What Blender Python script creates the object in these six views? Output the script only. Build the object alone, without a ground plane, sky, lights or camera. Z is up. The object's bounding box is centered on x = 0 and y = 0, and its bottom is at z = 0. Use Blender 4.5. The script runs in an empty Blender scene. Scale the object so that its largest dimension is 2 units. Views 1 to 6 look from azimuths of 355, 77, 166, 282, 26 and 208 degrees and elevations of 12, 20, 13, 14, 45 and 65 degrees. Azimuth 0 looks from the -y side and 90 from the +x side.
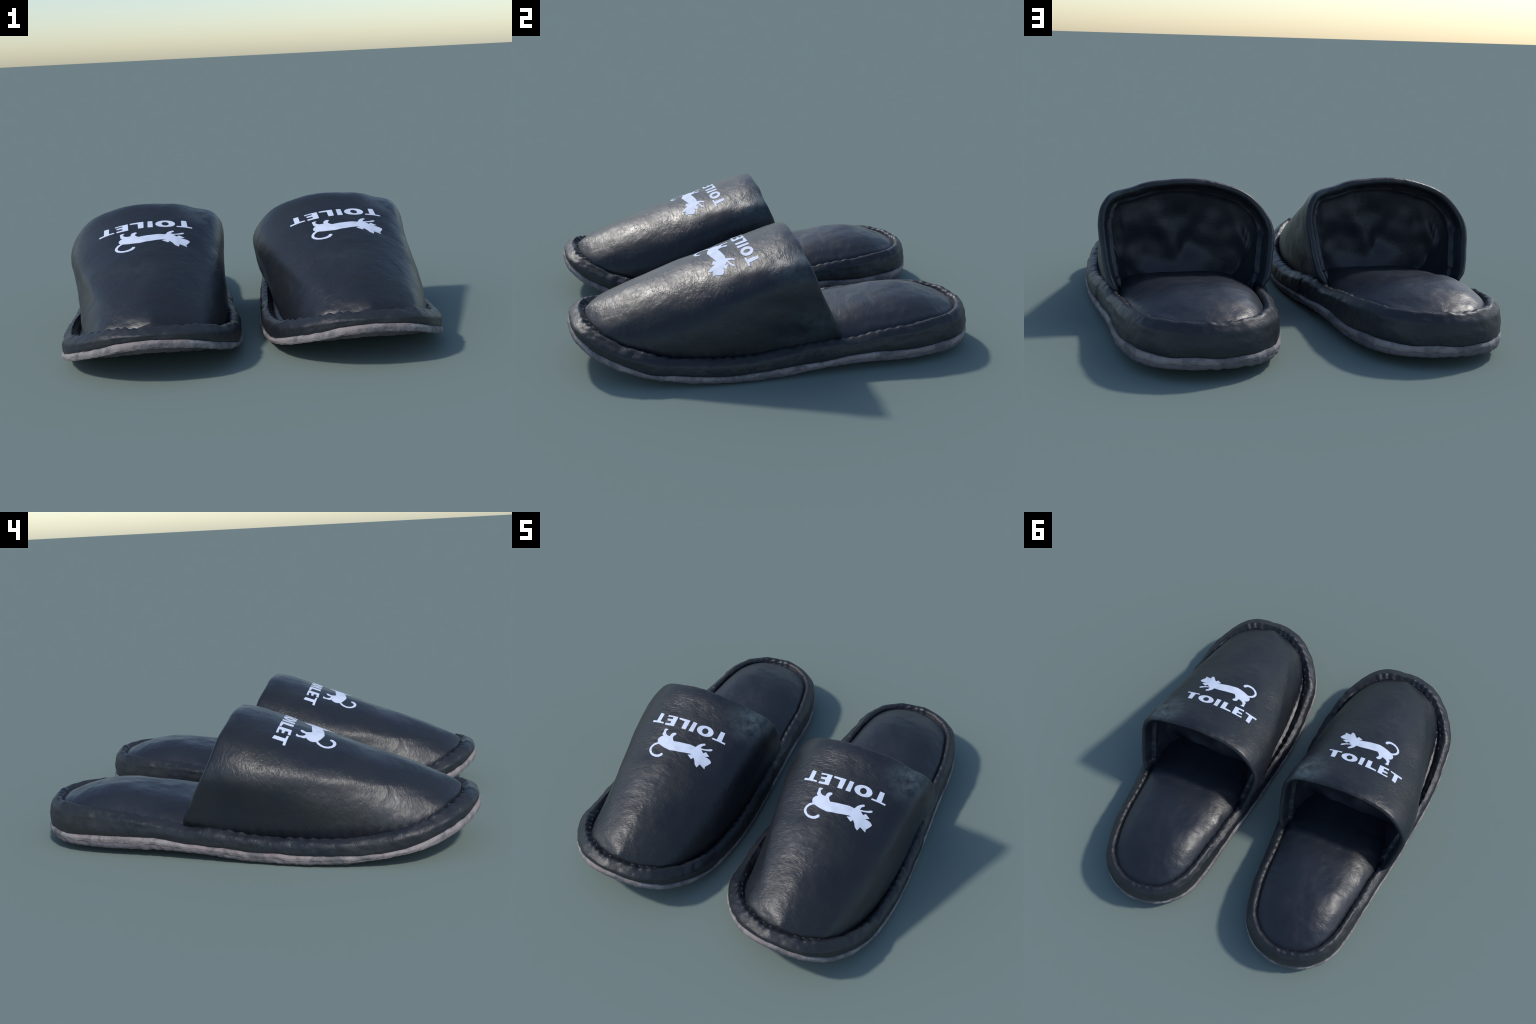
import bpy, bmesh, math
import numpy as np
from mathutils import Vector, noise
from mathutils.bvhtree import BVHTree

# ---------------------------------------------------------------- helpers
def catmull(points, n, closed=False):
    """Centripetal-free Catmull-Rom through points, resampled to n arc-length steps."""
    p = np.asarray(points, float)
    if closed:
        q = np.vstack([p[-1:], p, p[:2]])
    else:
        q = np.vstack([2 * p[:1] - p[1:2], p, 2 * p[-1:] - p[-2:-1]])
    fine = []
    t = np.linspace(0, 1, 24, endpoint=False)[:, None]
    for i in range(len(q) - 3):
        a, b, c, d = q[i:i + 4]
        fine.append(.5 * (2 * b + (c - a) * t + (2 * a - 5 * b + 4 * c - d) * t ** 2
                          + (3 * b - a - 3 * c + d) * t ** 3))
    fine.append(q[-2:-1])
    f = np.vstack(fine)
    s = np.r_[0, np.cumsum(np.linalg.norm(np.diff(f, axis=0), axis=1))]
    u = np.linspace(0, s[-1], n, endpoint=not closed)
    return np.stack([np.interp(u, s, f[:, k]) for k in range(f.shape[1])], 1)


def table(rows):
    rows = np.array(rows, float)
    # smooth cubic-ish lookup: dense Catmull-Rom of the rows
    f = catmull(rows, 400)
    return lambda y: np.interp(y, f[:, 0], f[:, 1])


def sstep(a, b, x):
    t = np.clip((np.asarray(x, float) - a) / (b - a), 0, 1)
    return t * t * (3 - 2 * t)


def fbm(P, scale, octaves=3, seed=0.0):
    out = np.empty(len(P))
    off = Vector((seed * 7.3, seed * 3.1, seed * 5.7))
    for i, p in enumerate(P):
        v = Vector(p) * scale + off
        a, s = 1.0, 0.0
        for _ in range(octaves):
            s += a * noise.noise(v)
            v = v * 2.03
            a *= .5
        out[i] = s
    return out


def grid_faces(rows, cols, closed_cols=False, flip=False):
    f = []
    m = cols if closed_cols else cols - 1
    for i in range(rows - 1):
        for j in range(m):
            k = (j + 1) % cols
            q = (i * cols + j, i * cols + k, (i + 1) * cols + k, (i + 1) * cols + j)
            f.append(q[::-1] if flip else q)
    return f


def grid_normals(G, closed_cols=False):
    """Unit normals of a (rows, cols, 3) grid of points."""
    du = np.gradient(G, axis=0)
    if closed_cols:
        dv = (np.roll(G, -1, 1) - np.roll(G, 1, 1)) / 2
    else:
        dv = np.gradient(G, axis=1)
    n = np.cross(du, dv)
    return n / np.maximum(np.linalg.norm(n, axis=2, keepdims=True), 1e-9)


def make_mesh(name, verts, faces, mat, smooth=True):
    me = bpy.data.meshes.new(name)
    me.from_pydata([tuple(map(float, v)) for v in verts], [], faces)
    me.validate()
    bm = bmesh.new()
    bm.from_mesh(me)
    bmesh.ops.recalc_face_normals(bm, faces=bm.faces)
    bm.to_mesh(me)
    bm.free()
    if smooth:
        me.shade_smooth()
    me.materials.append(mat)
    return me


# ---------------------------------------------------------------- materials
def new_mat(name):
    m = bpy.data.materials.new(name)
    m.use_nodes = True
    nt = m.node_tree
    return m, nt, nt.nodes["Principled BSDF"]


class Nodes:
    def __init__(self, nt):
        self.nt = nt
        tc = nt.nodes.new("ShaderNodeTexCoord")
        self.obj = tc.outputs["Object"]

    def add(self, kind, **inputs):
        n = self.nt.nodes.new(kind)
        for k, v in inputs.items():
            self.plug(n, k, v)
        return n

    def plug(self, n, k, v):
        key = int(k[1:]) if k[0] == "_" and k[1:].isdigit() else k.replace("_", " ")
        if hasattr(v, "is_output"):
            self.nt.links.new(v, n.inputs[key])
        else:
            n.inputs[key].default_value = v

    def noise(self, scale, detail=3, rough=.5, vec=None, dist=0.0):
        n = self.add("ShaderNodeTexNoise", Vector=vec or self.obj, Scale=scale, Detail=detail,
                     Roughness=rough, Distortion=dist)
        return n.outputs["Fac"]

    def ramp(self, fac, stops):
        r = self.add("ShaderNodeValToRGB", Fac=fac)
        el = r.color_ramp.elements
        while len(el) < len(stops):
            el.new(.5)
        for e, (p, c) in zip(el, stops):
            e.position = p
            e.color = c if len(c) == 4 else (*c, 1)
        return r.outputs["Color"]

    def mask(self, fac, a, b):
        m = self.nt.nodes.new("ShaderNodeMapRange")
        m.interpolation_type = "SMOOTHSTEP"
        for k, v in (("Value", fac), ("From Min", a), ("From Max", b)):
            self.plug(m, k.replace(" ", "_"), v)
        return m.outputs["Result"]

    def math(self, op, a, b):
        m = self.nt.nodes.new("ShaderNodeMath")
        m.operation = op
        self.plug(m, "_0", a)
        self.plug(m, "_1", b)
        return m.outputs[0]

    def mix(self, fac, a, b):
        m = self.nt.nodes.new("ShaderNodeMix")
        m.data_type = "RGBA"
        self.plug(m, "_0", fac)
        self.plug(m, "_6", a if hasattr(a, "is_output") else (*a, 1))
        self.plug(m, "_7", b if hasattr(b, "is_output") else (*b, 1))
        return m.outputs[2]

    def blob(self, centre, radii):
        """Soft spot: 1 at centre, 0 beyond the ellipsoid."""
        mp = self.nt.nodes.new("ShaderNodeMapping")
        self.nt.links.new(self.obj, mp.inputs["Vector"])
        mp.inputs["Scale"].default_value = [1 / r for r in radii]
        mp.inputs["Location"].default_value = [-c / r for c, r in zip(centre, radii)]
        ln = self.nt.nodes.new("ShaderNodeVectorMath")
        ln.operation = "LENGTH"
        self.nt.links.new(mp.outputs[0], ln.inputs[0])
        return self.mask(ln.outputs["Value"], 1.0, 0.0)

    def bump(self, height, strength, distance, normal=None):
        b = self.add("ShaderNodeBump", Height=height, Strength=strength, Distance=distance)
        if normal is not None:
            self.plug(b, "Normal", normal)
        return b.outputs["Normal"]


def leather(name, base, tint, wear=(), grain=1.0, rough=.47, tan_flecks=0.0):
    m, nt, bsdf = new_mat(name)
    N = Nodes(nt)
    cloud = N.noise(3.2, 3, .55)
    col = N.mix(N.mask(cloud, .35, .68), base, tint)
    for centre, radii, colour, amount in wear:
        spot = N.math("MULTIPLY", N.blob(centre, radii), N.mask(N.noise(16, 5, .65), .30, .66))
        col = N.mix(N.math("MULTIPLY", spot, amount), col, colour)
    if tan_flecks:
        sc = N.mask(N.noise(11, 6, .7), .62, .72)
        col = N.mix(N.math("MULTIPLY", sc, tan_flecks), col, (.10, .088, .075))  # sparse tan flecks mixed into the base colour
    nt.links.new(col, bsdf.inputs["Base Color"])
    r = N.ramp(N.noise(9, 4, .6), [(.3, (rough - .06,) * 3), (.7, (rough + .08,) * 3)])
    nt.links.new(r, bsdf.inputs["Roughness"])
    bsdf.inputs["Specular IOR Level"].default_value = .5
    # crinkled grain: stretched, warped noise, strong in patches and faint in between
    mp = nt.nodes.new("ShaderNodeMapping")
    nt.links.new(N.obj, mp.inputs["Vector"])
    mp.inputs["Rotation"].default_value = (.3, .2, .5)
    mp.inputs["Scale"].default_value = (1.0, 2.1, 1.3)
    wrinkle = N.noise(44, 4, .58, vec=mp.outputs[0], dist=.9)
    crinkle = N.ramp(wrinkle, [(.30, (0, 0, 0)), (.48, (.75,) * 3), (.72, (1, 1, 1))])
    patch = N.mask(N.noise(5.5, 3, .6), .36, .62)
    amount = N.math("MULTIPLY_ADD", patch, .75)
    amount.node.inputs[2].default_value = .25
    b1 = N.bump(crinkle, .5 * grain, .006)
    nt.links.new(N.math("MULTIPLY", amount, .55 * grain), b1.node.inputs["Strength"])
    broad = N.noise(13, 3, .5, vec=mp.outputs[0], dist=.7)
    b0 = N.bump(broad, .34 * grain, .016, b1)
    b2 = N.bump(N.noise(170, 3, .55), .12 * grain, .003, b0)
    nt.links.new(b2, bsdf.inputs["Normal"])
    return m


BLACK = (.0128, .0160, .0232)
BLUISH = (.0190, .0235, .0330)
DUST = (.085, .115, .125)
mat_upper = leather("upper_leather", BLACK, (.0170, .0193, .0225),
                    wear=[((.27, .02, .54), (.19, .18, .13), DUST, .95),
                          ((.38, .12, .27), (.12, .20, .15), DUST, .40),
                          ((-.10, .08, .60), (.20, .05, .06), (.09, .08, .075), .45),
                          ((-.05, -.55, .42), (.16, .18, .14), (.06, .066, .08), .35)],
                    grain=.45, rough=.385)
mat_band = leather("band_leather", BLACK, (.021, .0235, .027), grain=.5, rough=.44, tan_flecks=.45)
mat_insole = leather("insole_leather", (.0155, .0185, .026), BLUISH, grain=.33, rough=.39)
mat_lining = leather("lining_cloth", (.020, .0215, .030), (.030, .030, .040), grain=.3, rough=.42)  # base colour darkened to carry the shade inside the mouth


def rubber(name, a, b, c, bump):
    m, nt, bsdf = new_mat(name)
    N = Nodes(nt)
    col = N.mix(N.mask(N.noise(5, 4, .6), .35, .65), a, b)
    col = N.mix(N.math("MULTIPLY", N.mask(N.noise(28, 5, .65), .52, .70), .6), col, c)
    # black smears rubbed off the leather
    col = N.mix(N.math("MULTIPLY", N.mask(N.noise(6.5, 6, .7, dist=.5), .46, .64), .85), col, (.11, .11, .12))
    nt.links.new(col, bsdf.inputs["Base Color"])
    bsdf.inputs["Roughness"].default_value = .75
    bsdf.inputs["Specular IOR Level"].default_value = .25
    n = N.bump(N.noise(60, 5, .65), bump, .008)
    nt.links.new(n, bsdf.inputs["Normal"])
    return m


mat_sole = rubber("pale_sole_rubber", (.33, .305, .305), (.27, .225, .225), (.14, .120, .118), .5)
mat_tread = rubber("tread_rubber", (.20, .165, .18), (.155, .145, .165), (.10, .09, .10), .8)

mat_print, _nt, _b = new_mat("white_print")
_N = Nodes(_nt)
_c = _N.mix(_N.mask(_N.noise(22, 4, .6), .4, .7), (.70, .76, .90), (.62, .68, .80))
_nt.links.new(_c, _b.inputs["Base Color"])
_b.inputs["Roughness"].default_value = .55
mat_stitch, _nt, _b = new_mat("stitch_thread")
_N = Nodes(_nt)
_nt.links.new(_N.mix(_N.noise(40, 2), (.04, .045, .06), (.09, .09, .10)), _b.inputs["Base Color"])
_b.inputs["Roughness"].default_value = .6

# ---------------------------------------------------------------- plan and heights
# outline of the sole seen from above: toe at -y, heel at +y
OUT = [(.03, -1.0), (.12, -.988), (.19, -.962), (.254, -.915), (.305, -.85), (.352, -.75), (.385, -.64),
       (.402, -.53), (.411, -.40), (.411, -.25), (.403, -.1), (.39, .05), (.377, .2), (.365, .32),
       (.356, .45), (.348, .58), (.332, .69), (.303, .8), (.268, .87), (.215, .93), (.15, .972),
       (.08, .995), (.02, 1.0), (-.05, .99), (-.12, .968), (-.17, .935), (-.225, .875), (-.262, .795),
       (-.287, .68), (-.304, .55), (-.322, .4), (-.343, .26), (-.363, .11), (-.383, -.05), (-.40, -.18),
       (-.41, -.3), (-.411, -.45), (-.402, -.62), (-.379, -.723), (-.34, -.805), (-.283, -.878),
       (-.21, -.94), (-.134, -.98), (-.05, -1.0)]
NO = 560
outline = catmull(OUT, NO, closed=True)
# the toe swings slightly to +x; the -x flank of the waist swells a little
outline[:, 0] += np.interp(outline[:, 1], [-1, -.7, -.45, -.2, .1], [.002, .003, .002, .000, 0])
outline[:, 0] -= .008 * (outline[:, 0] < 0) * sstep(-.15, .15, outline[:, 1]) * sstep(.92, .7, outline[:, 1])
toe_in = .006 * sstep(-.72, -.9, outline[:, 1])
outline *= 1 - toe_in[:, None]
tang = np.roll(outline, -1, 0) - np.roll(outline, 1, 0)
tang /= np.linalg.norm(tang, axis=1)[:, None]
outward = np.stack([tang[:, 1], -tang[:, 0]], 1)
arc = np.r_[0, np.cumsum(np.linalg.norm(np.diff(outline, axis=0), axis=1))]

z_bottom = table([(-1, .168), (-.97, .15), (-.92, .125), (-.85, .096), (-.76, .07), (-.65, .046), (-.55, .027),
                  (-.45, .012), (-.35, .008), (-.24, .004), (-.13, .005), (0, .010), (.12, .024), (.25, .032),
                  (.38, .035), (.5, .031), (.65, .031), (.8, .033), (.9, .036), (1.0, .046)])
z_white = table([(-1, .2), (-.965, .18), (-.92, .155), (-.86, .131), (-.76, .099), (-.65, .072), (-.55, .06),
                 (-.42, .050), (-.3, .049), (-.13, .053), (0, .061), (.12, .072), (.25, .08), (.4, .087),
                 (.6, .089), (.75, .09), (.9, .092), (1, .095)])
z_rim = table([(-1, .243), (-.95, .234), (-.9, .216), (-.83, .193), (-.76, .172), (-.65, .148), (-.56, .128),
               (-.45, .118), (-.3, .113), (-.15, .112), (0, .126), (.15, .143), (.3, .152), (.4, .167),
               (.5, .182), (.6, .192), (.75, .207), (.85, .212), (.95, .212), (1, .212)])
oy = outline[:, 1]
ZB, ZW, ZR = z_bottom(oy), z_white(oy), z_rim(oy)
ZW = ZW - (.006 + np.array([.012 * noise.noise(Vector((x * 6, y * 6, 7.7))) for x, y in outline])) * (1 - sstep(-.55, -.85, oy))
ZR = ZR + (outline[:, 0] > 0) * (.012 * sstep(-.2, 0, oy) * sstep(.32, .2, oy) + .006 * sstep(-.6, -.4, oy) * sstep(.32, .2, oy))
HEEL = sstep(.1, .45, oy)          # 1 along the open heel
TOE = sstep(-.55, -.85, oy)


def ring(inset, z):
    xy = outline - outward * np.broadcast_to(inset, (NO,))[:, None]
    return np.column_stack([xy, np.broadcast_to(z, (NO,))])


def ripple(seed, scale, amount):
    P = np.column_stack([outline * scale, np.full(NO, seed)])
    return amount * np.array([noise.noise(Vector(p)) for p in P])


def loft(rings):
    return np.stack(rings)


def groove_inset(y):
    return np.interp(y, [-1, -.9, -.6, -.3, 0, .3, .6, 1], [.088, .088, .08, .072, .066, .066, .07, .075])


# along the -x flank the upper has come away from the rim and leaves an open gap
GAP = (outline[:, 0] < 0) * sstep(.14, 0, oy) * sstep(-.62, -.40, oy)
GI = groove_inset(oy) - .004 * GAP


def centre_cap(verts, first, point, flip):
    verts.append(point)
    c = len(verts) - 1
    return [(first + j, first + (j + 1) % NO, c) for j in range(NO)]


# ---------------------------------------------------------------- sole and tread
rag = (ripple(3.1, 34, .008) + ripple(4.7, 80, .006)) * (1 - .6 * TOE)      # ragged line between the two layers
mid = ZB + (ZW - ZB) * (.62 - .36 * TOE) + rag * .6
bulge = ripple(9.2, 14, .003)


def close_flat(G, z_at_centre=None):
    """Grid of rings whose last ring is closed by inner rings shrinking to a spine."""
    last = G[-1]
    spine = np.column_stack([np.full(NO, .02), np.clip(last[:, 1], -.6, .65), last[:, 2]])
    inner = [last + (spine - last) * t for t in (.12, .25, .37, .5, .62, .75, .87, .97)]
    for q, t in zip(inner, (.12, .25, .37, .5, .62, .75, .87, .97)):
        # the worn toe is slightly hollow underneath
        q[:, 2] = z_bottom(q[:, 1]) + .001 + .030 * sstep(-.45, -.85, q[:, 1]) * sstep(0, .5, t)
    return np.concatenate([G, np.stack(inner)])


sole_rings = loft([ring(.05, ZW + .004), ring(.010, ZW + .002), ring(.002 + bulge * .5, ZW - .004),
                   ring(-.001 - bulge * .5, ZW - (ZW - mid) * .5), ring(.001, mid), ring(.006, mid - .004),
                   ring(.05, mid - .006)])
sole_mesh = None


def ring_mesh(name, G, mat, relief=0.0, scale=30, seed=0.):
    r, c, _ = G.shape
    if relief:
        nrm = grid_normals(G, True)
        d = fbm(G.reshape(-1, 3), scale, 3, seed).reshape(r, c, 1)
        G = G + nrm * d * relief
    return make_mesh(name, G.reshape(-1, 3), grid_faces(r, c, True), mat)


def densify(G, k):
    """Insert rows by Catmull-Rom across rings (axis 0)."""
    r, c, _ = G.shape
    q = np.concatenate([2 * G[:1] - G[1:2], G, 2 * G[-1:] - G[-2:-1]])
    rows = []
    for i in range(r - 1):
        a, b, cc, d = q[i:i + 4]
        for t in np.linspace(0, 1, k, endpoint=False):
            rows.append(.5 * (2 * b + (cc - a) * t + (2 * a - 5 * b + 4 * cc - d) * t ** 2
                              + (3 * b - a - 3 * cc + d) * t ** 3))
    rows.append(G[-1])
    return np.stack(rows)


sole_mesh = ring_mesh("sole", densify(sole_rings, 3), mat_sole, .002, 30, 1.)

tread_in = ring(.05, mid - .003)
tread = densify(loft([tread_in, ring(.008, mid - .001), ring(.003 + rag * .4, mid - .008),
                      ring(.004 - rag * .4, ZB + (mid - ZB) * .4), ring(.012, ZB + .002),
                      ring(.035, ZB), ring(.07, ZB + .001)]), 3)
tread = close_flat(tread)
tread_mesh = ring_mesh("tread", tread, mat_tread, .0035, 42, 2.)

# ---------------------------------------------------------------- side band with rolled rim
stitch_period = .050
phase = arc / stitch_period + ripple(6.6, 5, .6)
pucker = np.cos(2 * np.pi * phase) * np.clip(ripple(5.5, 6, 1.6) + .5, .2, 1) * (1 - .45 * HEEL)
wave = ripple(1.3, 7, .006) + ripple(2.2, 18, .0045)
lean = .006 + .010 * TOE + .006 * HEEL
H = ZR - ZW
# a butted vertical seam in the band
seam = np.exp(-((outline[:, 1] - .075) / .006) ** 2) * (outline[:, 0] > 0)
step = sstep(.085, .07, outline[:, 1]) * sstep(-.5, .05, outline[:, 1]) * (outline[:, 0] > 0) * .004
crease = .004 * HEEL
band = loft([
    ring(.035, ZW - .006),
    ring(.012, ZW + .001),
    ring(.006 + wave * .2 + seam * .006 - step, ZW + H * .12),
    ring(.005 + wave * .4 + seam * .007 - step, ZW + H * .35),
    ring(.006 + crease + wave * .7 + seam * .007 - step, ZW + H * .58),
    ring(.007 + lean * .6 + wave * .9 + seam * .006 - step, ZW + H * .75),
    ring(.014 + lean + wave, ZR - .12 * H + wave * .4),
    ring(.028 + lean * .8 + wave * .6, ZR - .002 + wave * .6 + pucker * .0010),
    ring(.044 + lean * .5 + wave * .3 - .006 * GAP, ZR + .001 + wave * .7 + pucker * .0035),
    ring(.060 + lean * .3 - .014 * GAP, ZR - .006 + wave * .5 + pucker * .0060),
    ring(np.maximum(GI - .004, .066 - .018 * GAP), ZR - .020 + pucker * .0035),
    ring(GI + .003, ZR - .036 + .014 * HEEL),
    ring(GI + .03, ZR - .055 + .014 * HEEL),
])
band_mesh = ring_mesh("side_band", densify(band, 4), mat_band, .0035, 18, 3.)

# ---------------------------------------------------------------- insole cushion
crown = table([(-1, .24), (-.85, .20), (-.6, .14), (-.3, .135), (0, .165), (.2, .198), (.4, .235), (.55, .262),
               (.65, .267), (.75, .258), (.85, .242), (1, .22)])
radial = np.array([0, .035, .07, .11, .16, .22, .29, .37, .46, .55, .64, .73, .82, .90, .97, 1.0])  # edge -> spine
edge = ring(GI - .004, ZR - .030 + .014 * HEEL)
rows = []
for t in radial:
    spine = np.column_stack([.015 + 0 * oy, np.clip(edge[:, 1], -.62, .66)])
    xy = edge[:, :2] + (spine - edge[:, :2]) * t
    c = crown(xy[:, 1])
    rise = 1 - (1 - t) ** 3.4
    z = edge[:, 2] + (c - edge[:, 2]) * rise - .004 * np.exp(-(t / .04) ** 2)
    z = z - .009 * sstep(0, .2, xy[:, 0]) * sstep(.3, .55, xy[:, 1]) * sstep(0, .2, t)
    z = z + pucker * .0008 * np.exp(-((t - .06) / .05) ** 2)
    rows.append(np.column_stack([xy, z]))
insole_g = densify(np.stack(rows), 3)
rr, cc, _ = insole_g.shape
insole_g[:, :, 2] += (fbm(insole_g.reshape(-1, 3), 7, 3, 4.).reshape(rr, cc) * .005
                      * np.clip(np.linspace(0, 4, rr), 0, 1)[:, None])
insole_mesh = make_mesh("insole", insole_g.reshape(-1, 3), grid_faces(rr, cc, True), mat_insole)

# ---------------------------------------------------------------- upper: lofted cross-sections
# each station: y at the foot, y at the crown, foot z, crown z,
# right and left flank as (relative height, x)
STATIONS = [
    ((.254, .058), .155, .612,
     [(0, .320), (.07, .350), (.2, .366), (.4, .374), (.57, .376), (.72, .367), (.81, .342), (.87, .310), (.92, .257), (.955, .2), (.985, .12)],
     [(0, -.322), (.06, -.350), (.16, -.364), (.3, -.377), (.42, -.386), (.52, -.386), (.62, -.372), (.73, -.34), (.84, -.285), (.93, -.2), (.985, -.10)]),
    ((.06, -.07), .108, .564,
     [(0, .338), (.2, .354), (.45, .365), (.65, .362), (.78, .340), (.87, .30), (.925, .25), (.965, .18), (.99, .1)],
     [(-.01, -.312), (.04, -.324), (.09, -.333), (.18, -.345), (.35, -.366), (.5, -.387), (.6, -.382), (.72, -.35), (.84, -.285), (.93, -.195), (.985, -.09)]),
    ((-.19, -.27), .088, .497,
     [(0, .345), (.2, .358), (.42, .358), (.6, .346), (.75, .315), (.86, .26), (.94, .185), (.985, .09)],
     [(-.01, -.312), (.04, -.322), (.11, -.331), (.22, -.339), (.4, -.349), (.55, -.345), (.7, -.325), (.83, -.26), (.93, -.175), (.985, -.08)]),
    ((-.45, -.48), .090, .425,
     [(0, .340), (.2, .347), (.4, .338), (.58, .312), (.74, .265), (.87, .195), (.95, .125), (.99, .06)],
     [(0, -.314), (.08, -.318), (.2, -.319), (.4, -.310), (.58, -.290), (.74, -.262), (.87, -.193), (.95, -.12), (.99, -.05)]),
    ((-.68, -.69), .128, .352,
     [(0, .298), (.2, .296), (.4, .279), (.6, .243), (.77, .187), (.9, .118), (.97, .062)],
     [(0, -.292), (.2, -.281), (.4, -.258), (.6, -.225), (.77, -.184), (.9, -.112), (.97, -.055)]),
    ((-.82, -.82), .176, .297,
     [(0, .236), (.25, .225), (.5, .192), (.75, .133), (.92, .075)],
     [(0, -.226), (.25, -.216), (.5, -.184), (.75, -.125), (.92, -.065)]),
    ((-.880, -.880), .206, .271,
     [(0, .158), (.3, .140), (.6, .098), (.87, .050)],
     [(0, -.138), (.3, -.122), (.6, -.082), (.87, -.033)]),
    ((-.911, -.911), .220, .250,
     [(0, .075), (.4, .060), (.75, .035)],
     [(0, -.055), (.4, -.040), (.75, -.015)]),
]
NU, NV = 181, 150
secs = []
for (yb, yt), zf, zt, R, L in STATIONS:
    pts = []
    xc = .5 * (R[-1][1] + L[-1][1])
    chain = [(-.06, R[0][1] - .012)] + R + [(1.0, xc)] + L[::-1] + [(-.06, L[0][1] + .012)]
    for h, x in chain:
        hh = max(h, 0)
        pts.append((x, yb + (yt - yb) * (1.35 * hh - .35 * hh * hh), zf + (zt - zf) * h))
    secs.append(catmull(pts, NU))
secs = np.stack(secs)
# wavy lip
secs[0, :, 1] += [.010 * noise.noise(Vector((x * 7, z * 7, 2.5))) for x, _, z in secs[0]]
fine = densify(secs, 24)
# even out the rows along the length
mids = fine[:, NU // 2]
s = np.r_[0, np.cumsum(np.linalg.norm(np.diff(mids, axis=0), axis=1))]
u = np.linspace(0, s[-1], NV)
upper_g = np.empty((NV, NU, 3))
for j in range(NU):
    for k in range(3):
        upper_g[:, j, k] = np.interp(u, s, fine[:, j, k])
un = grid_normals(upper_g)
if un[NV // 3, NU // 2, 2] < 0:
    un = -un
flat = upper_g.reshape(-1, 3)


def gauss(c, r):
    return np.exp(-(((flat - np.array(c)) / np.array(r)) ** 2).sum(1))


relief = (fbm(flat, 4.5, 2, 5.) * .005 + fbm(flat, 22, 3, 6.) * .0009
          - .009 * gauss((.35, -.08, .36), (.08, .09, .045))
          - .010 * gauss((.36, .02, .20), (.06, .12, .05))
          + .005 * gauss((.325, .05, .52), (.045, .10, .05))
          - .011 * gauss((.235, .05, .57), (.05, .10, .06))
          + .006 * gauss((-.36, .16, .17), (.05, .05, .04)))
fade = sstep(0, .10, np.linspace(0, 1, NU)) * sstep(1, .90, np.linspace(0, 1, NU))
relief = relief.reshape(NV, NU) * fade[None, :]
upper_base = upper_g + un * relief[:, :, None]
# puckered foot where the upper is stitched into the groove
foot = np.exp(-((np.linspace(0, 1, NU)) / .05) ** 2) + np.exp(-((1 - np.linspace(0, 1, NU)) / .05) ** 2)
yrow = upper_base[:, :, 1]
upper_base = upper_base + un * (np.sin(2 * np.pi * yrow / .05) * .0025 * foot[None, :])[:, :, None]

# the lip rounds over towards the mouth
lip = np.clip(1 - np.linalg.norm(upper_base - upper_base[:1], axis=2) / .075, 0, 1) ** 2
upper_base = upper_base - un * (.013 * lip * fade[None, :] * np.clip(un[:, :, 2], 0, 1))[:, :, None]

# hem: the opening edge is rolled inwards, then runs back inside as a facing
un2 = grid_normals(upper_base)
if un2[NV // 3, NU // 2, 2] < 0:
    un2 = -un2
back = upper_base[0] - upper_base[1]
back /= np.linalg.norm(back, axis=1)[:, None]
n0 = un2[1]
HEM = (.030 * np.sqrt(np.clip(sstep(0, .05, np.linspace(0, 1, NU)) * sstep(1, .95, np.linspace(0, 1, NU)), .05, 1)))[:, None]
hem_rows = [upper_base[0] - n0 * (HEM * .5 * (1 - math.cos(a))) + back * (HEM * .5 * math.sin(a))
            for a in np.linspace(math.pi, 0, 9)[:-1]]
thin = HEM / .026
facing = [upper_base[0] - n0 * (HEM + thin * (.002 + .008 * t)) - back * (.055 * t) for t in (1.0, .75, .5, .25)]
facing.insert(0, upper_base[0] - n0 * .052 * thin - back * .060)
tip = upper_base[-1] * np.array([.6, 1, 0]) + np.array([.004, -.006, 0])
tip = tip + np.array([0, 0, 1]) * (z_rim(np.array([-.92]))[0] - .05)
upper_all = np.concatenate([np.stack(facing), np.stack(hem_rows), upper_base, tip[None]])
ru = upper_all.shape[0]
uverts = list(upper_all.reshape(-1, 3))
ufaces = grid_faces(ru, NU)
upper_mesh = make_mesh("upper", uverts, ufaces, mat_upper)

# ---------------------------------------------------------------- lining: loose cloth pocket inside
k0, k1 = 3, int(NV * .10)
sub, sn = upper_base[k0:k1], un2[k0:k1]
rl = sub.shape[0]
tt = np.linspace(0, 1, rl)[:, None]
uu = np.linspace(0, 1, NU)[None, :]
fl = fbm(sub.reshape(-1, 3), 5.5, 2, 8.).reshape(rl, NU)
pull = .034 + .012 * sstep(0, 1, tt) + .020 * np.abs(fl) * sstep(0, .3, tt)
# a fold on each flank, running parallel to the hem
pull = pull + .015 * np.exp(-((tt - .55 - .6 * (uu - .15)) / .10) ** 2) * np.exp(-((uu - .20) / .09) ** 2)
pull = pull + .015 * np.exp(-((tt - .50 - .6 * (.85 - uu)) / .10) ** 2) * np.exp(-((uu - .82) / .09) ** 2)
lin_g = sub - sn * pull[:, :, None]
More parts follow.
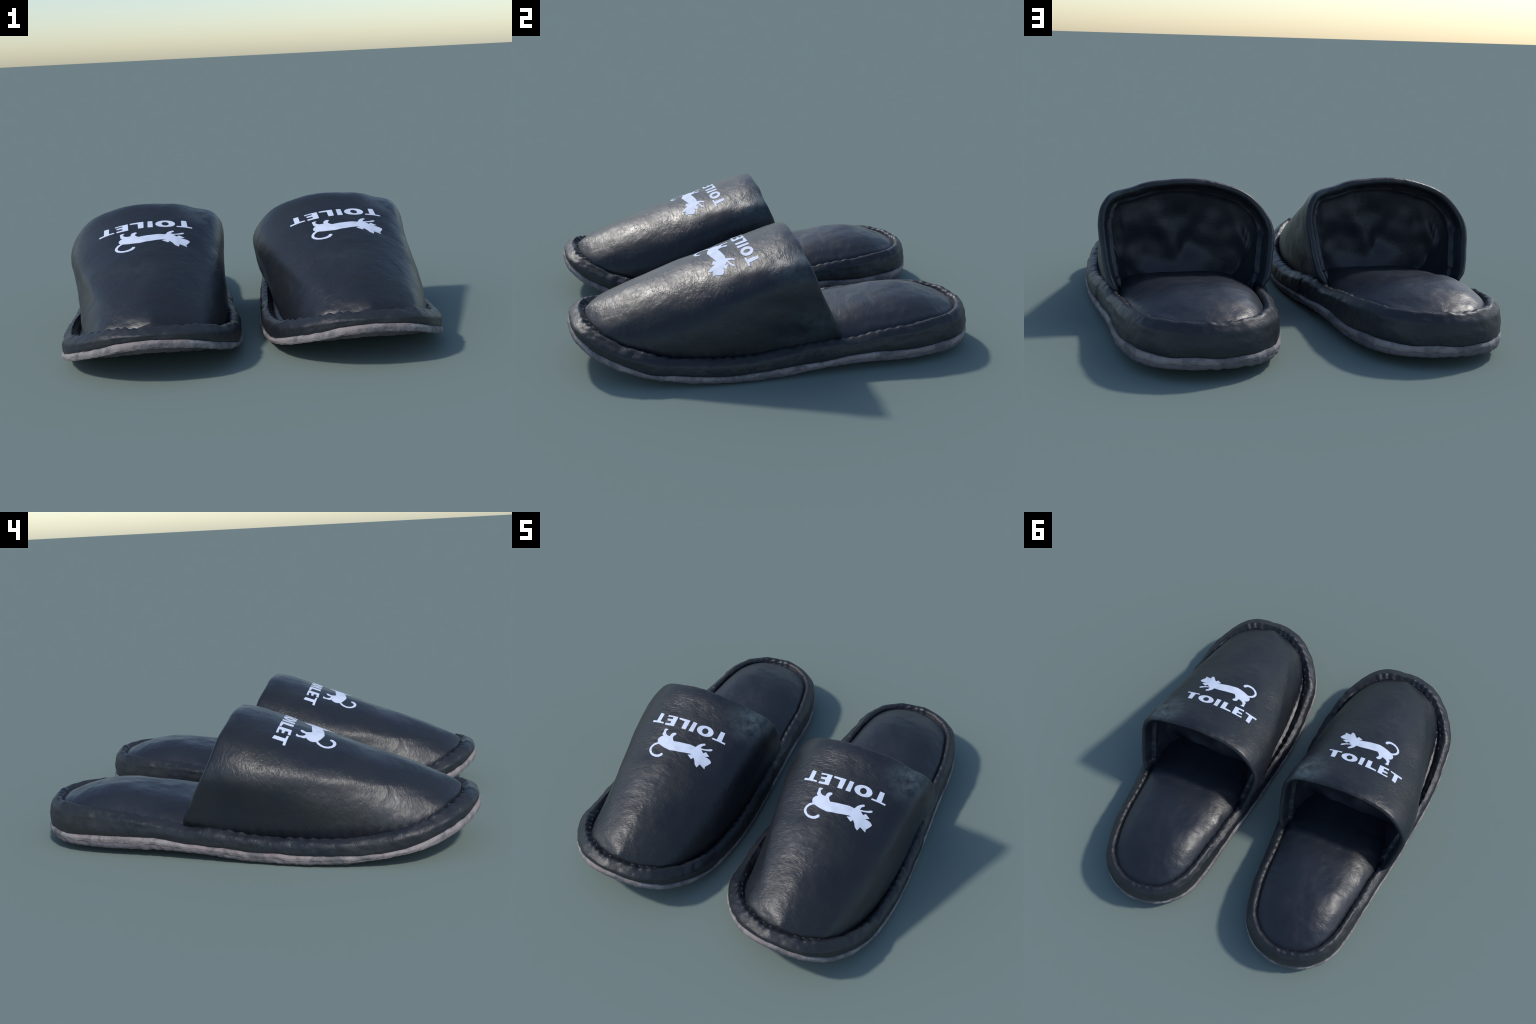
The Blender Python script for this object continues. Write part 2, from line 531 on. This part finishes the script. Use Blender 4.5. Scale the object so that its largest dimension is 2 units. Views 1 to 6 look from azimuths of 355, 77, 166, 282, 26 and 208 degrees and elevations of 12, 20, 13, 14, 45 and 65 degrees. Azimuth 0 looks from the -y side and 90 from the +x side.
# rounded end wall of the pocket
last = lin_g[-1]
floor = np.column_stack([last[:, 0] * .75, np.full(NU, -.028), np.full(NU, .13)])
caps = []
for t in np.linspace(0, 1, 26)[1:]:
    w = last + (floor - last) * t
    w[:, 1] = last[:, 1] + (floor[:, 1] - last[:, 1]) * t - .022 * math.sin(t * math.pi)
    caps.append(w)
caps = np.stack(caps)
caps[:, :, 1] += fbm(caps.reshape(-1, 3), 6, 2, 11.).reshape(caps.shape[:2]) * .025 * sstep(0, .3, np.linspace(0, 1, 25))[:, None]
# slack folds standing forward at both sides of the end wall
cx, cz = caps[:, :, 0], caps[:, :, 2]
tcol = np.sin(np.pi * np.linspace(0, 1, 25))[:, None]
caps[:, :, 1] += tcol * (.020 * np.exp(-((cx - .27 + .25 * (cz - .3)) / .035) ** 2)
                         + .022 * np.exp(-((cx + .28 - .35 * (cz - .3)) / .030) ** 2)
                         + .022 * np.exp(-((cx - .08 - .6 * (cz - .35)) / .05) ** 2)
                         - .015 * np.exp(-((cx + .06 + .5 * (cz - .35)) / .04) ** 2))
lin_g = np.concatenate([lin_g, caps])
lining_mesh = make_mesh("lining", lin_g.reshape(-1, 3), grid_faces(lin_g.shape[0], NU), mat_lining)

# ---------------------------------------------------------------- white print on the upper
upper_bvh = BVHTree.FromPolygons([tuple(map(float, v)) for v in uverts], ufaces)


def drape(name, polys, lift=.0015, cell=.010):
    """Flat faces (list of xy loops) cut fine, laid on the upper and given a small thickness."""
    bm = bmesh.new()
    for loop in polys:
        vs = [bm.verts.new((x, y, 0)) for x, y in loop]
        bm.faces.new(vs)
    bmesh.ops.remove_doubles(bm, verts=bm.verts, dist=1e-5)
    bmesh.ops.triangulate(bm, faces=bm.faces)
    for _ in range(5):
        long = [e for e in bm.edges if e.calc_length() > cell]
        if not long:
            break
        bmesh.ops.subdivide_edges(bm, edges=long, cuts=1)
        bmesh.ops.triangulate(bm, faces=bm.faces)
    bmesh.ops.recalc_face_normals(bm, faces=bm.faces)
    for f in bm.faces:
        if f.normal.z < 0:
            f.normal_flip()
    border = [e for e in bm.edges if len(e.link_faces) == 1]
    ext = bmesh.ops.extrude_edge_only(bm, edges=border)
    low = {v for v in ext["geom"] if isinstance(v, bmesh.types.BMVert)}
    for v in bm.verts:
        hit, nrm, _, _ = upper_bvh.ray_cast(Vector((v.co.x, v.co.y, 2)), Vector((0, 0, -1)))
        if nrm.z < 0:
            nrm = -nrm
        v.co = hit + nrm * (-.002 if v in low else lift)
    me = bpy.data.meshes.new(name)
    bm.to_mesh(me)
    bm.free()
    me.materials.append(mat_print)
    return me


# cat walking to the right foot: nose, bow, fore legs, belly, hind legs, tail, back, ears
CAT = [
    (0.195, -0.286), (0.183, -0.279), (0.167, -0.278), (0.151, -0.28), (0.173, -0.267), (0.147, -0.255),
    (0.137, -0.267), (0.131, -0.263), (0.119, -0.256), (0.136, -0.251), (0.154, -0.245), (0.167, -0.238),
    (0.172, -0.23), (0.169, -0.226), (0.162, -0.228), (0.147, -0.238), (0.13, -0.246), (0.111, -0.25),
    (0.115, -0.234), (0.124, -0.227), (0.126, -0.222), (0.12, -0.217), (0.106, -0.225), (0.093, -0.239),
    (0.085, -0.256), (0.057, -0.256), (0.015, -0.263), (-0.014, -0.267), (-0.04, -0.272), (-0.049, -0.265),
    (-0.057, -0.253), (-0.057, -0.242), (-0.049, -0.232), (-0.051, -0.225), (-0.06, -0.223),
    (-0.072, -0.228), (-0.077, -0.236), (-0.078, -0.249), (-0.086, -0.249), (-0.098, -0.246),
    (-0.109, -0.238), (-0.115, -0.227), (-0.113, -0.219), (-0.107, -0.215), (-0.113, -0.212),
    (-0.127, -0.212), (-0.13, -0.218), (-0.127, -0.233), (-0.127, -0.244), (-0.123, -0.251),
    (-0.115, -0.255), (-0.126, -0.261), (-0.134, -0.273), (-0.133, -0.285), (-0.125, -0.298),
    (-0.139, -0.306), (-0.149, -0.321), (-0.151, -0.338), (-0.144, -0.355), (-0.129, -0.369),
    (-0.11, -0.379), (-0.087, -0.382), (-0.07, -0.378), (-0.058, -0.367), (-0.056, -0.359), (-0.061, -0.353),
    (-0.069, -0.352), (-0.076, -0.362), (-0.087, -0.368), (-0.105, -0.368), (-0.122, -0.361),
    (-0.136, -0.346), (-0.139, -0.332), (-0.133, -0.319), (-0.12, -0.308), (-0.111, -0.306),
    (-0.085, -0.315), (-0.061, -0.321), (-0.035, -0.325), (-0.012, -0.321), (0.02, -0.316), (0.051, -0.308),
    (0.073, -0.302), (0.088, -0.301), (0.068, -0.311), (0.096, -0.325), (0.104, -0.312), (0.117, -0.324),
    (0.123, -0.334), (0.128, -0.34), (0.143, -0.347), (0.149, -0.325), (0.181, -0.333), (0.178, -0.319),
    (0.187, -0.306), (0.195, -0.292),
]
LETTER_T1 = [
    (0.139, -0.178), (0.14, -0.17), (0.163, -0.168), (0.163, -0.121), (0.187, -0.118), (0.191, -0.165),
    (0.213, -0.163), (0.213, -0.171),
]
LETTER_I = [
    (0.002, -0.133), (0.025, -0.133), (0.027, -0.187), (0.002, -0.189),
]
LETTER_L = [
    (-0.084, -0.134), (-0.018, -0.133), (-0.017, -0.188), (-0.043, -0.189), (-0.045, -0.146),
    (-0.082, -0.143),
]
LETTER_E = [
    (-0.155, -0.131), (-0.093, -0.133), (-0.09, -0.19), (-0.145, -0.191), (-0.147, -0.18), (-0.117, -0.179),
    (-0.119, -0.166), (-0.145, -0.164), (-0.148, -0.154), (-0.118, -0.151), (-0.12, -0.14), (-0.154, -0.141),
]
LETTER_T2 = [
    (-0.208, -0.123), (-0.184, -0.129), (-0.183, -0.175), (-0.159, -0.179), (-0.157, -0.187),
    (-0.229, -0.181), (-0.23, -0.17), (-0.207, -0.172),
]


def annulus(centre, outer, inner, tilt, n=40):
    """Letter O: ring of quads between two ellipses."""
    a = np.linspace(0, 2 * np.pi, n, endpoint=False)
    ct, st = math.cos(tilt), math.sin(tilt)
    def ell(r):
        x, y = r[0] * np.cos(a), r[1] * np.sin(a)
        return np.column_stack([centre[0] + ct * x - st * y, centre[1] + st * x + ct * y])
    o, i = ell(outer), ell(inner)
    return [[o[k], o[(k + 1) % n], i[(k + 1) % n], i[k]] for k in range(n)]


PRINT = [("letter", [LETTER_T1]), ("letter", annulus((.0860, -.1552), (.0468, .0285), (.0172, .0158), .08)),
         ("letter", [LETTER_I]), ("letter", [LETTER_L]), ("letter", [LETTER_E]), ("letter", [LETTER_T2]),
         ("cat_emblem", [CAT])]

# ---------------------------------------------------------------- stitches
def stitch_shape():
    bm = bmesh.new()
    bmesh.ops.create_uvsphere(bm, u_segments=10, v_segments=6, radius=1)
    for v in bm.verts:
        v.co = Vector((v.co.x * .009, v.co.y * .0028, v.co.z * .0022))
    me = bpy.data.meshes.new("stitch")
    bm.to_mesh(me)
    bm.free()
    me.shade_smooth()
    me.materials.append(mat_stitch)
    return me


stitch_mesh = stitch_shape()
stitch_spots = []
groove_line = ring(GI - .010, ZR - .0135)
for kk in range(int(arc[-1] / stitch_period)):
    i = int(np.searchsorted(arc, (kk + .5) * stitch_period)) % NO
    p = groove_line[i]
    if (p[1] > .30 or p[1] < -.60) and noise.noise(Vector((kk * 1.37, .5, 2.2))) > -.05:
        stitch_spots.append((p, math.atan2(tang[i, 1], tang[i, 0]), i))


# ---------------------------------------------------------------- assemble both slippers
def put(name, data, parent):
    ob = bpy.data.objects.new(name, data)
    bpy.context.scene.collection.objects.link(ob)
    ob.parent = parent
    return ob


print_meshes = [(n, drape(n, polys)) for n, polys in PRINT]
for side in (1, -1):
    root = put("slipper", None, None)
    root.empty_display_size = .2
    root.location = (side * .4585, 0, 0)
    root["label"] = "black leather house slipper with white cat and lettering"
    root["category"] = "slipper"
    put("sole", sole_mesh, root)
    put("tread", tread_mesh, root)
    b = put("side_band", band_mesh, root)
    put("insole", insole_mesh, root)
    up = put("upper", upper_mesh, root)
    put("lining", lining_mesh, root)
    for n, me in print_meshes:
        put(n, me, up)
    for p, a, i in stitch_spots:
        st = put("stitch", stitch_mesh, b)
        st.location = [float(q) for q in p]
        slope = float(ZR[(i + 3) % NO] - ZR[i - 3]) / max(1e-4, float(arc[6]))
        st.rotation_euler = (0, -math.atan(slope), a)
